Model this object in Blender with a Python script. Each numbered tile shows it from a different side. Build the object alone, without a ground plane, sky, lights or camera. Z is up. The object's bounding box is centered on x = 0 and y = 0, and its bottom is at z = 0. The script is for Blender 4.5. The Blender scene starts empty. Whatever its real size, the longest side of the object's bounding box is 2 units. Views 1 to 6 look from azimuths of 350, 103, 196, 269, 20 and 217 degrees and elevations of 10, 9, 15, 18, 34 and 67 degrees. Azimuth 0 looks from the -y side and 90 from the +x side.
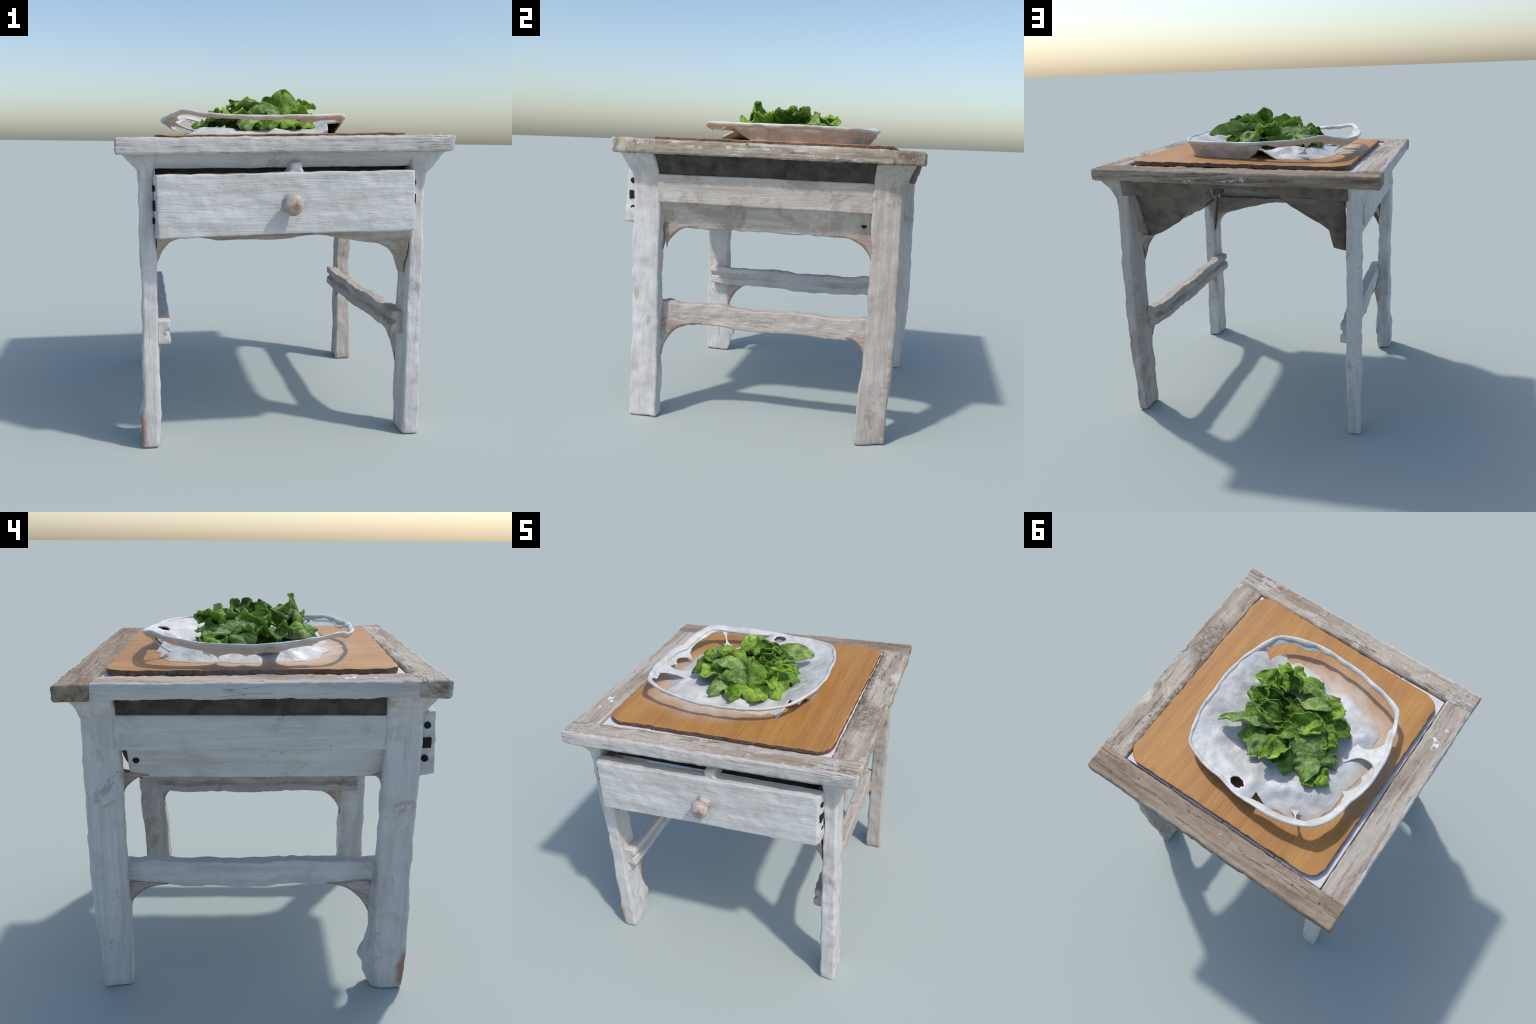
import bpy, math, random
import numpy as np
from mathutils import Vector

# ------------------------------------------------------------------ noise
def _hash(ix, iy, iz, seed):
    h = (ix * 374761393 + iy * 668265263 + iz * 2147483647 + seed * 1274126177) & 0xFFFFFFFF
    h = ((h ^ (h >> 13)) * 1274126177) & 0xFFFFFFFF
    h = ((h ^ (h >> 16)) * 2246822519) & 0xFFFFFFFF
    return ((h ^ (h >> 15)) & 0xFFFF) / 32767.5 - 1.0

def vnoise(p, scale, seed=0):
    """smooth value noise in -1..1 at wavelength `scale` (a number or one per axis)"""
    q = np.asarray(p, float) / scale + 1000.0
    i = np.floor(q).astype(np.int64)
    f = q - i
    f = f * f * f * (f * (f * 6 - 15) + 10)
    out = 0.0
    for dx in (0, 1):
        for dy in (0, 1):
            for dz in (0, 1):
                w = (f[:, 0] if dx else 1 - f[:, 0]) * (f[:, 1] if dy else 1 - f[:, 1]) * (f[:, 2] if dz else 1 - f[:, 2])
                out = out + w * _hash(i[:, 0] + dx, i[:, 1] + dy, i[:, 2] + dz, seed)
    return out

def smooth(a, b, x):
    t = np.clip((np.asarray(x, float) - a) / (b - a), 0, 1)
    return t * t * (3 - 2 * t)

# ------------------------------------------------------------------ meshes
def make_object(name, verts, faces, mat, parent=None, flat=False):
    me = bpy.data.meshes.new(name)
    me.from_pydata([tuple(v) for v in verts], [], [tuple(int(k) for k in f) for f in faces])
    me.validate()
    me.polygons.foreach_set("use_smooth", [not flat] * len(me.polygons))
    me.update()
    ob = bpy.data.objects.new(name, me)
    bpy.context.scene.collection.objects.link(ob)
    if mat:
        me.materials.append(mat)
    if parent:
        ob.parent = parent
    return ob

def make_empty(name, loc=(0, 0, 0), parent=None):
    ob = bpy.data.objects.new(name, None)
    ob.empty_display_size = 0.05
    ob.location = loc
    bpy.context.scene.collection.objects.link(ob)
    if parent:
        ob.parent = parent
    return ob

def adopt(child, parent):
    """parent without moving (children are modelled in world space)"""
    child.parent = parent
    child.matrix_parent_inverse.identity()
    child.location = -Vector(parent.location) if parent.parent is None else (0, 0, 0)

def vert_normals(v, quads):
    q = np.asarray(quads)
    n = np.cross(v[q[:, 2]] - v[q[:, 0]], v[q[:, 3]] - v[q[:, 1]])
    out = np.zeros_like(v)
    for k in range(4):
        np.add.at(out, q[:, k], n)
    l = np.linalg.norm(out, axis=1)
    l[l == 0] = 1
    return out / l[:, None]

def axis_samples(h, r, step):
    arc = [h - r + r * math.tan(a) for a in (math.radians(45), math.radians(34), math.radians(23), math.radians(11))]
    n = max(1, int(math.ceil(2 * (h - r) / step)))
    mid = list(np.linspace(-(h - r), h - r, n + 1))
    return np.array([-a for a in arc] + mid + arc[::-1])

def rounded_lattice(h, r, step):
    """surface lattice of a box with half sizes h whose edges are rounded by r"""
    ax = [axis_samples(h[k], r, step if not hasattr(step, "__len__") else step[k]) for k in range(3)]
    n = [len(a) for a in ax]
    ids, pts, quads = {}, [], []
    def vid(i, j, k):
        key = (i, j, k)
        if key not in ids:
            ids[key] = len(pts)
            pts.append((ax[0][i], ax[1][j], ax[2][k]))
        return ids[key]
    for d in range(3):
        a, b = [(1, 2), (2, 0), (0, 1)][d]
        for side in (0, n[d] - 1):
            for i in range(n[a] - 1):
                for j in range(n[b] - 1):
                    q = []
                    for di, dj in ((0, 0), (1, 0), (1, 1), (0, 1)):
                        c = [0, 0, 0]
                        c[d], c[a], c[b] = side, i + di, j + dj
                        q.append(vid(*c))
                    quads.append(q if side else q[::-1])
    p = np.array(pts)
    inner = np.clip(p, -(np.array(h) - r), np.array(h) - r)
    d = p - inner
    l = np.linalg.norm(d, axis=1)
    l[l == 0] = 1
    return inner + d / l[:, None] * r, np.array(quads)

def rough(v, quads, amps, seed):
    """push the surface in and out along its normals: amps = [(wavelength, height), ...]"""
    n = vert_normals(v, quads)
    d = sum(a * vnoise(v, s, seed + 17 * k) for k, (s, a) in enumerate(amps))
    return v + n * d[:, None]

LUMPS = [(0.15, 0.0045), (0.055, 0.0035), (0.02, 0.0014)]

def block(name, x, y, z, mat, parent, r=0.012, step=0.022, amps=LUMPS, seed=1, fn=None):
    """weathered timber: a rounded, lumpy box between x, y and z limits, optionally bent by fn(world points, unit points)"""
    c = np.array([(a[0] + a[1]) / 2 for a in (x, y, z)])
    h = np.array([(a[1] - a[0]) / 2 for a in (x, y, z)])
    r = min(r, h.min() * 0.95)
    p, q = rounded_lattice(h, r, step)
    w = p + c
    if fn:
        w = fn(w, p / h)
    w = rough(w, q, amps, seed)
    ob = make_object(name, w, q, mat)
    adopt(ob, parent)
    return ob

# ------------------------------------------------------------------ materials
def lin(hexcode):
    out = []
    for k in (0, 2, 4):
        c = int(hexcode[k:k + 2], 16) / 255
        out.append(c / 12.92 if c <= 0.04045 else ((c + 0.055) / 1.055) ** 2.4)
    return (*out, 1.0)

class Mat:
    def __init__(self, name, roughness=0.8, spec=0.25):
        self.m = bpy.data.materials.new(name)
        self.m.use_nodes = True
        self.t = self.m.node_tree
        self.b = self.t.nodes["Principled BSDF"]
        self.b.inputs["Roughness"].default_value = roughness
        self.b.inputs["Specular IOR Level"].default_value = spec
        self.obj = self.t.nodes.new("ShaderNodeTexCoord").outputs["Object"]
        self.sep = None
    def link(self, a, b):
        self.t.links.new(a, b)
    def _in(self, sock, v):
        if hasattr(v, "is_output"):
            self.link(v, sock)
        else:
            sock.default_value = v
    def map(self, scale=(1, 1, 1), loc=(0, 0, 0), rot=(0, 0, 0)):
        n = self.t.nodes.new("ShaderNodeMapping")
        n.inputs["Scale"].default_value = scale
        n.inputs["Location"].default_value = loc
        n.inputs["Rotation"].default_value = rot
        self.link(self.obj, n.inputs["Vector"])
        return n.outputs[0]
    def noise(self, scale, detail=4, rough=0.55, dist=0.0, vec=None):
        n = self.t.nodes.new("ShaderNodeTexNoise")
        n.inputs["Scale"].default_value = scale
        n.inputs["Detail"].default_value = detail
        n.inputs["Roughness"].default_value = rough
        n.inputs["Distortion"].default_value = dist
        self.link(vec or self.obj, n.inputs["Vector"])
        return n.outputs["Fac"]
    def voronoi(self, scale, vec=None, feature="F1"):
        n = self.t.nodes.new("ShaderNodeTexVoronoi")
        n.feature = feature
        n.inputs["Scale"].default_value = scale
        self.link(vec or self.obj, n.inputs["Vector"])
        return n.outputs["Distance"]
    def ramp(self, fac, stops):
        n = self.t.nodes.new("ShaderNodeValToRGB")
        e = n.color_ramp.elements
        while len(e) < len(stops):
            e.new(0.5)
        for k, (pos, col) in enumerate(stops):
            e[k].position = pos
            e[k].color = lin(col) if isinstance(col, str) else (col, col, col, 1)
        self.link(fac, n.inputs[0])
        return n.outputs[0]
    def step(self, fac, a, b):
        n = self.t.nodes.new("ShaderNodeMapRange")
        n.interpolation_type = "SMOOTHSTEP"
        n.inputs["From Min"].default_value = a
        n.inputs["From Max"].default_value = b
        self.link(fac, n.inputs["Value"])
        return n.outputs[0]
    def mix(self, fac, a, b, blend="MIX"):
        n = self.t.nodes.new("ShaderNodeMix")
        n.data_type, n.blend_type = "RGBA", blend
        self._in(n.inputs[0], fac)
        for sock, v in ((n.inputs[6], a), (n.inputs[7], b)):
            self._in(sock, lin(v) if isinstance(v, str) else v)
        return n.outputs[2]
    def math(self, op, a, b=0.0):
        n = self.t.nodes.new("ShaderNodeMath")
        n.operation = op
        self._in(n.inputs[0], a)
        self._in(n.inputs[1], b)
        return n.outputs[0]
    def axis(self, k):
        if self.sep is None:
            s = self.t.nodes.new("ShaderNodeSeparateXYZ")
            self.link(self.obj, s.inputs[0])
            self.sep = s
        return self.sep.outputs[k]
    def normal(self, k):
        g = self.t.nodes.new("ShaderNodeNewGeometry")
        s = self.t.nodes.new("ShaderNodeSeparateXYZ")
        self.link(g.outputs["Normal"], s.inputs[0])
        return s.outputs[k]
    def spot(self, centre, radius, soft=0.5, wobble=0.0, wscale=8):
        """1 inside a soft ellipsoid round centre"""
        v = self.t.nodes.new("ShaderNodeVectorMath")
        v.operation = "SUBTRACT"
        self.link(self.obj, v.inputs[0])
        v.inputs[1].default_value = centre
        d = self.t.nodes.new("ShaderNodeVectorMath")
        d.operation = "DIVIDE"
        self.link(v.outputs[0], d.inputs[0])
        d.inputs[1].default_value = radius
        l = self.t.nodes.new("ShaderNodeVectorMath")
        l.operation = "LENGTH"
        self.link(d.outputs[0], l.inputs[0])
        out = l.outputs["Value"]
        if wobble:
            out = self.math("ADD", out, self.math("MULTIPLY", self.math("SUBTRACT", self.noise(wscale, 5), 0.5), wobble))
        return self.step(out, 1.0, 1.0 - soft)
    def bump(self, height, strength=0.3, dist=0.004, normal=None):
        n = self.t.nodes.new("ShaderNodeBump")
        n.inputs["Strength"].default_value = strength
        n.inputs["Distance"].default_value = dist
        self.link(height, n.inputs["Height"])
        if normal:
            self.link(normal, n.inputs["Normal"])
        self.link(n.outputs[0], self.b.inputs["Normal"])
        return n.outputs[0]
    def colour(self, c):
        self._in(self.b.inputs["Base Color"], lin(c) if isinstance(c, str) else c)

def grain_vec(m, axis, along, across, loc=(0, 0, 0), rot=(0, 0, 0)):
    s = [across] * 3
    s[axis] = along
    return m.map(tuple(s), loc, rot)

def painted_wood(name, axis, loc=(0, 0, 0), wear=0.5, tint=("c8c6c4", "bbb6b2", "d2d1d0"), bare="8b796b", patches=()):
    """old thin white paint brushed along the grain, rubbed through in places"""
    m = Mat(name, 0.75, 0.3)
    g = grain_vec(m, axis, 1.4, 20, loc)
    streak = m.noise(1.0, 5, 0.6, 0.5, g)
    fine = m.noise(1.0, 4, 0.7, 0.15, grain_vec(m, axis, 6, 130, loc))
    brush = m.noise(1.0, 3, 0.65, 0.8, grain_vec(m, axis, 9, 75, (loc[1], loc[2], loc[0]), (0.16, 0.2, 0.14)))
    blot = m.noise(5.0, 5, 0.65, 0.6, m.map((1, 1, 1), loc))
    col = m.ramp(streak, [(0.32, tint[1]), (0.5, tint[0]), (0.68, tint[2])])
    col = m.mix(m.math("MULTIPLY", m.step(blot, 0.46, 0.72), 0.5), col, "aca39a")
    col = m.mix(m.math("MULTIPLY", m.step(brush, 0.52, 0.75), 0.35), col, "dcdcdc")
    col = m.mix(m.math("MULTIPLY", m.step(fine, 0.55, 0.70), 0.26), col, "988d83")
    wornf = m.math("ADD", m.math("MULTIPLY", m.noise(3.4, 7, 0.74, 0.8, m.map((1, 1, 1), (3.1 + loc[0], 1.7, 0.4 + loc[1]))), 0.74), m.math("MULTIPLY", streak, 0.26))
    worn = m.step(wornf, 0.65 - 0.14 * wear, 0.69 - 0.14 * wear)
    col = m.mix(m.math("MULTIPLY", worn, 0.6), col, m.ramp(streak, [(0.35, bare), (0.65, "a3958a")]))
    geo = m.t.nodes.new("ShaderNodeNewGeometry")
    rub = m.math("MULTIPLY", m.step(m.math("ADD", geo.outputs["Pointiness"], m.math("MULTIPLY", m.math("SUBTRACT", m.noise(18, 6, 0.75, 0.5), 0.5), 0.14)), 0.525, 0.56), 0.55)
    col = m.mix(rub, col, bare)
    pits = m.step(m.voronoi(13, m.map((1, 1, 1), loc)), 0.075, 0.03)
    col = m.mix(m.math("MULTIPLY", pits, 0.4), col, "6d625a")
    for c, r, hexcol, amount in patches:
        col = m.mix(m.math("MULTIPLY", m.spot(c, r, 0.55, 0.7, 16), amount), col, hexcol)
    m.colour(col)
    h = m.math("ADD", m.math("MULTIPLY", streak, 0.7), m.math("MULTIPLY", fine, 0.7))
    h = m.math("ADD", h, m.math("MULTIPLY", brush, 0.6))
    h = m.math("ADD", h, m.math("MULTIPLY", m.noise(22, 4), 0.9))
    m.bump(h, 0.6, 0.007)
    return m.m

def top_wood(name, axis, loc, pale, tan, brown, paint=0.5, dirt=(), edge=None):
    """table top frame: greyed bare wood with brown streaks, cracks and remains of paint;
    edge = (axis, position, sign): beyond it the board's outer edge keeps most of its white paint"""
    m = Mat(name, 0.85, 0.2)
    streak = m.noise(1.0, 7, 0.72, 0.7, grain_vec(m, axis, 1.5, 24, loc))
    long = m.noise(1.0, 5, 0.65, 0.4, grain_vec(m, axis, 1.1, 10, loc))
    fine = m.noise(1.0, 5, 0.75, 0.2, grain_vec(m, axis, 7, 120, loc))
    col = m.ramp(long, [(0.30, brown), (0.43, tan), (0.56, pale)])
    col = m.mix(m.math("MULTIPLY", m.step(streak, 0.54, 0.62), 0.8), col, brown)
    col = m.mix(m.math("MULTIPLY", m.step(fine, 0.53, 0.66), 0.55), col, "66564a")
    flakes = m.math("ADD", m.math("MULTIPLY", m.noise(5.5, 8, 0.78, 1.0, m.map((1, 1, 1), loc)), 0.6), m.math("MULTIPLY", streak, 0.4))
    col = m.mix(m.math("MULTIPLY", m.step(flakes, 0.63 - 0.15 * paint, 0.66 - 0.15 * paint), 0.75), col, "cfcac3")
    cracks = m.step(m.math("ABSOLUTE", m.math("SUBTRACT", m.noise(1.0, 4, 0.6, 0.5, m.map((0.8 if axis == 0 else 9, 9 if axis == 0 else 0.8, 26), (loc[1] + 4.2, loc[0] + 1.1, 0.3))), 0.5)), 0.011, 0.003)
    cracks = m.math("MULTIPLY", cracks, m.step(m.noise(3.0, 3, 0.5, 0, m.map((1, 1, 1), (loc[1], 2.2, 0))), 0.5, 0.6))
    knots = m.step(m.voronoi(7, m.map((1, 1, 1), loc)), 0.09, 0.05)
    col = m.mix(m.math("MULTIPLY", knots, 0.7), col, "5a483d")
    if edge:
        k, at, sgn = edge
        f = m.math("MULTIPLY", m.math("SUBTRACT", m.axis(k), at), sgn)
        f = m.math("ADD", f, m.math("MULTIPLY", m.math("SUBTRACT", m.noise(14, 6, 0.75, 0.5), 0.5), 0.05))
        pm = m.math("MULTIPLY", m.step(f, -0.002, 0.006), m.step(flakes, 0.36, 0.44))
        col = m.mix(m.math("MULTIPLY", pm, 0.85), col, m.ramp(streak, [(0.35, "b3ada8"), (0.6, "d4d2d0")]))
    col = m.mix(m.math("MULTIPLY", cracks, 0.5), col, "4a3f37")
    for c, r, hexcol, amount in dirt:
        s = m.spot(c, r, 0.6, 0.9, 14)
        s = m.math("MULTIPLY", s, m.step(m.noise(30, 4, 0.6), 0.54, 0.60) if hexcol[0] in "ef" else m.step(m.noise(34, 5, 0.7), 0.3, 0.62))
        col = m.mix(m.math("MULTIPLY", s, amount), col, hexcol)
    m.colour(col)
    h = m.math("ADD", streak, m.math("MULTIPLY", fine, 0.8))
    h = m.math("ADD", h, m.math("MULTIPLY", flakes, 1.0))
    h = m.math("SUBTRACT", h, m.math("MULTIPLY", cracks, 1.5))
    m.bump(h, 0.7, 0.009)
    return m.m

def bare_wood(name, a="8a5f4a", b="6b4a3b", c="a98673"):
    m = Mat(name, 0.85, 0.2)
    n = m.noise(9, 5, 0.6, 0.6)
    col = m.ramp(n, [(0.3, b), (0.5, a), (0.7, c)])
    m.colour(m.mix(m.math("MULTIPLY", m.step(m.noise(4, 4), 0.5, 0.7), 0.6), col, "a8a19b"))
    m.bump(m.noise(40, 4), 0.4, 0.004)
    return m.m

def bamboo(name):
    m = Mat(name, 0.55, 0.35)
    broad = m.noise(1.0, 3, 0.5, 0.1, m.map((10, 0.5, 1)))
    fine = m.noise(1.0, 4, 0.7, 0.0, m.map((190, 5.0, 1)))
    mid = m.noise(1.0, 3, 0.6, 0.0, m.map((60, 1.6, 1)))
    cloud = m.noise(4.0, 4, 0.6, 0.3)
    col = m.ramp(broad, [(0.3, "a0713b"), (0.5, "ab7a40"), (0.7, "b58647")])
    col = m.mix(m.math("MULTIPLY", m.step(cloud, 0.45, 0.7), 0.35), col, "9a6d42")
    col = m.mix(m.math("MULTIPLY", m.step(fine, 0.47, 0.66), 0.5), col, "87582d")
    col = m.mix(m.math("MULTIPLY", m.step(mid, 0.5, 0.66), 0.28), col, "c4945b")
    # crumbly dark sides of the board
    side = m.step(m.math("ABSOLUTE", m.normal(2)), 0.75, 0.4)
    col = m.mix(side, col, m.ramp(m.noise(45, 5, 0.7), [(0.35, "4a372b"), (0.65, "7d6350")]))
    # pale sauce smeared out from under the plate
    s = m.spot((-0.13, 0.00, 1.71), (0.66, 0.60, 0.5), 0.5, 0.25, 5)
    col = m.mix(m.math("MULTIPLY", s, 0.8), col, m.ramp(m.noise(7, 5), [(0.35, "bdae9f"), (0.65, "d3ccc6")]))
    m.colour(col)
    m.bump(m.math("ADD", fine, m.math("MULTIPLY", mid, 0.6)), 0.3, 0.002)
    return m.m

def glaze(name, thin=False):
    """white glaze, cloudy with grey smears; thin=True lets it fade out over the board at the spilled margin"""
    m = Mat(name, 0.45, 0.4)
    col = m.ramp(m.noise(6, 5, 0.6, 0.7), [(0.3, "b3b3af"), (0.5, "c5c6c3"), (0.7, "d5d5d6")])
    grey_smear = m.math("MULTIPLY", m.step(m.noise(8, 6, 0.7, 1.0, m.map((1, 1, 2))), 0.52, 0.70), 0.4)
    col = m.mix(grey_smear, col, "aba9a4")
    if thin:
        # height above the board's slightly sloping surface
        h = m.math("SUBTRACT", m.axis(2), m.math("ADD", m.math("MULTIPLY", m.axis(0), 0.0225), m.math("MULTIPLY", m.axis(1), -0.009)))
        h = m.math("ADD", h, m.math("MULTIPLY", m.math("SUBTRACT", m.noise(9, 5), 0.5), 0.018))
        f = m.step(h, 1.7215 + 0.016, 1.7215 - 0.002)
        col = m.mix(m.math("MULTIPLY", f, 0.8), col, "bfa58f")
    m.colour(col)
    n1 = m.noise(13, 3)
    cells = m.voronoi(15, m.map((1, 1, 1)))
    m.bump(m.math("ADD", n1, m.math("MULTIPLY", cells, 0.5)), 0.6, 0.014)
    return m.m

def sauce(name):
    return glaze(name, True)

def leafy(name, dark, mid, light, seed):
    m = Mat(name, 0.6, 0.25)
    info = m.t.nodes.new("ShaderNodeObjectInfo")
    n = m.noise(13, 6, 0.68, 1.2, m.map((1, 1, 1), (seed, seed * 2.3, 0)))
    col = m.ramp(n, [(0.34, dark), (0.48, mid), (0.64, light)])
    col = m.mix(m.math("MULTIPLY", info.outputs["Random"], 0.25), col, light)
    patch = m.step(m.noise(5, 4, 0.6, 0.5, m.map((1, 1, 1), (seed * 3.1, 0, seed))), 0.54, 0.68)
    col = m.mix(m.math("MULTIPLY", patch, 0.4), col, dark)
    veins = m.step(m.voronoi(24, m.map((1, 1, 1), (seed, 0, 0)), "DISTANCE_TO_EDGE"), 0.05, 0.0)
    col = m.mix(m.math("MULTIPLY", veins, 0.3), col, "a9bd6c")
    m.colour(col)
    m.bump(m.math("ADD", m.noise(30, 5), m.math("MULTIPLY", n, 0.8)), 0.75, 0.012)
    tr = m.t.nodes.new("ShaderNodeBsdfTranslucent")
    m.link(m.mix(0.4, col, light), tr.inputs["Color"])
    mx = m.t.nodes.new("ShaderNodeMixShader")
    mx.inputs[0].default_value = 0.22
    m.link(m.b.outputs[0], mx.inputs[1])
    m.link(tr.outputs[0], mx.inputs[2])
    m.link(mx.outputs[0], m.t.nodes["Material Output"].inputs["Surface"])
    return m.m

def plain(name, col, var, rough_=0.9):
    m = Mat(name, rough_, 0.1)
    m.colour(m.ramp(m.noise(9, 5, 0.6, 0.5), [(0.35, col), (0.7, var)]))
    return m.m

paint_x = painted_wood("paint_along_x", 0, (0.3, 0, 0))
paint_y = painted_wood("paint_along_y", 1, (0, 0.9, 0))
paint_z = painted_wood("paint_along_z", 2, (0.5, 0.2, 0), patches=[((-0.805, -0.765, 0.10), (0.048, 0.07, 0.19), "97705c", 0.9), ((-0.73, 0.90, 0.35), (0.05, 0.03, 0.42), "7a5a4a", 0.7)])
tan_y = painted_wood("tan_paint_along_y", 1, (0.7, 0.1, 0.2), 0.9, ("b3aba4", "a39990", "c0bab4"), "806d60")
tan_z = painted_wood("tan_paint_along_z", 2, (0.1, 0.6, 0.3), 0.9, ("b3aba4", "a39990", "c0bab4"), "806d60")
rail_mat = painted_wood("worn_rail", 0, (0.4, 0.3, 0.4), 1.3, ("b0a59d", "9c8f85", "bfb8b1"), "8a6a5a")
bracket_mat = painted_wood("worn_bracket", 1, (0.2, 0.9, 0.4), 1.5, ("b5aaa2", "a19388", "c5beb8"), "8f6e5d")
paint_drawer = painted_wood("paint_drawer", 0, (1.3, 0.4, 0.2), 0.25, ("c4c4c2", "b4b2ae", "d0d0d0"))
paint_knob = painted_wood("paint_knob", 2, (0.2, 0.2, 0.1), 1.1, ("b9b3ab", "a59d94", "cbc7c1"), "8f6c58", [((0.012, -0.948, 1.352), (0.026, 0.03, 0.024), "94694f", 0.85)])
top_front = top_wood("top_front", 0, (0.0, 0.0, 0.0), "bdb3a4", "a39382", "7d6858", 0.7, edge=(1, -0.830, -1))
top_back = top_wood("top_back", 0, (2.1, 0.7, 0.0), "aa9c8a", "938271", "6d5b4c", 0.3)
top_left = top_wood("top_left", 1, (1.1, 0.2, 0.0), "bfb6aa", "b1a699", "958677", 0.4,
                    [((-0.83, -0.44, 1.69), (0.05, 0.13, 0.2), "f0efee", 0.95), ((-0.79, -0.50, 1.69), (0.03, 0.04, 0.2), "efefef", 0.9)], edge=(0, -0.886, -1))
top_right = top_wood("top_right", 1, (0.4, 1.9, 0.0), "bfb6a6", "a79a8b", "7b6a5b", 0.6,
                     [((0.80, -0.20, 1.71), (0.12, 0.24, 0.2), "65574a", 0.7), ((0.735, 0.30, 1.71), (0.035, 0.6, 0.2), "6b594b", 0.85), ((0.77, -0.62, 1.71), (0.06, 0.14, 0.2), "8a7262", 0.7)]
                     + [((0.905, y, z), (0.03, w, 0.011), "d6d3d0", 0.95) for y, z, w in ((-0.36, 1.690, 0.03), (-0.30, 1.688, 0.02), (-0.13, 1.695, 0.025), (-0.06, 1.690, 0.03), (0.09, 1.690, 0.03), (0.27, 1.688, 0.035), (0.34, 1.680, 0.02))])
panel_white = plain("panel_white", "cac8cc", "dad8de", 0.7)
brown = bare_wood("bare_wood", "91796b", "7d6455", "a5968b")
shadow_tinted_board = plain("shadow_tinted_board", "3a3836", "5a554f")  # base colour darkened to carry the shade under the tabletop overhang
apron_mat = plain("grey_brown_wood", "5f554d", "7f746b")
hole_dark = plain("hole_dark", "23211f", "2e2b29")
wood_inner = painted_wood("inner_wood", 2, (0.9, 0.1, 0.7), 0.6, ("857b73", "736961", "958c84"), "62544a")
board_mat = bamboo("bamboo")
plate_mat = glaze("white_glaze")
foot_mat = plain("shade_tinted_foot", "aaa19a", "c8c1bb", 0.7)  # white ware greyed and warmed for underside shade and bounce off the board
sauce_mat = sauce("white_sauce")

# ------------------------------------------------------------------ the table
table = make_empty("wooden_table")
table["label"] = "weathered white painted wooden side table with one drawer"
table["category"] = "side table"

TOP_CORNERS = ((1.682, 1.717), (1.665, 1.702))       # height of the top at front-left, front-right / back-left, back-right
def top_z(x, y):
    u = np.clip((np.asarray(x) + 0.9) / 1.8, 0, 1)
    v = np.clip((np.asarray(y) + 0.84) / 1.79, 0, 1)
    return ((1 - u) * (1 - v) * TOP_CORNERS[0][0] + u * (1 - v) * TOP_CORNERS[0][1]
            + (1 - u) * v * TOP_CORNERS[1][0] + u * v * TOP_CORNERS[1][1])

def on_top(w, u):
    """model with z measured from the (slightly twisted) top plane"""
    w = w.copy()
    w[:, 2] += top_z(w[:, 0], w[:, 1])
    return w

tabletop = make_empty("tabletop")
adopt(tabletop, table)
EDGE = [(0.2, 0.004), (0.06, 0.003), (0.022, 0.0028), (0.009, 0.0012)]
block("frame_board", (-0.905, 0.902), (-0.848, -0.692), (-0.072, 0.013), top_front, tabletop, 0.015, 0.014, EDGE, 11, on_top)
block("frame_board", (-0.905, 0.895), (0.776, 0.948), (-0.070, 0.006), top_back, tabletop, 0.015, 0.014, EDGE, 12, on_top)
block("frame_board", (-0.902, -0.732), (-0.703, 0.788), (-0.066, 0.011), top_left, tabletop, 0.014, 0.014, EDGE, 13, on_top)
block("frame_board", (0.719, 0.902), (-0.703, 0.788), (-0.070, 0.011), top_right, tabletop, 0.014, 0.014, EDGE, 14, on_top)
# white planks that fill the frame; only their corners and joints show past the serving board
PLANKS = [-0.728, -0.40, -0.02, 0.37, 0.718]
for k in range(4):
    block("plank", (PLANKS[k] + 0.002, PLANKS[k + 1] - 0.002), (-0.688, 0.772), (-0.050, -0.005), panel_white, tabletop, 0.006, 0.05,
          [(0.08, 0.0015)], 20 + k, on_top)

# legs: twisted, wobbly posts given as rows of
# z, outer x and inner x at the outer end, outer y at the outer face, outer y at the inner face, inner y, (outer x, inner x at the inner end)
def leg(rows, seed, mat=None, bulge=((0, 0), (1, 0))):
    R = np.array([tuple(r) + ((r[1], r[2]) if len(r) == 6 else ()) for r in sorted(rows)])
    z0, z1 = R[0, 0], R[-1, 0]
    def fn(w, u):
        t = np.clip((w[:, 2] - z0) / (z1 - z0), 0, 1)
        z = z0 + t * (z1 - z0)
        xo, xi, yo_o, yo_i, yi, xo2, xi2 = [np.interp(z, R[:, 0], R[:, k]) for k in range(1, 8)]
        a = (u[:, 0] + 1) / 2        # 0 outer face .. 1 inner face
        b = (u[:, 1] + 1) / 2        # 0 outer end .. 1 inner end
        x = (xo * (1 - a) + xi * a) * (1 - b) + (xo2 * (1 - a) + xi2 * a) * b
        y = (yo_o * (1 - a) + yo_i * a) * (1 - b) + yi * b
        y = y + np.interp(z, [k[0] for k in bulge], [k[1] for k in bulge]) * 1.15 * a ** 0.8 * b     # ragged swelling on the inner edge
        return np.stack([x, y, z], 1)
    sx = -1 if R[0, 1] > 0 else 1
    sy = -1 if R[0, 3] > 0 else 1
    h = np.array([0.048, 0.09, (z1 - z0) / 2])
    p, q = rounded_lattice(h, 0.016, (0.02, 0.02, 0.018))
    w = p.copy(); w[:, 2] += (z0 + z1) / 2
    v = fn(w, p / h)
    if sx * sy < 0:
        q = q[:, ::-1]
    v = rough(v, q, [(0.13, 0.0055), (0.06, 0.005), (0.022, 0.0018)], seed)
    v[:, 2] = np.maximum(v[:, 2], z0)
    ob = make_object("leg", v, q, mat or paint_z)
    adopt(ob, table)
    return ob

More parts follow.
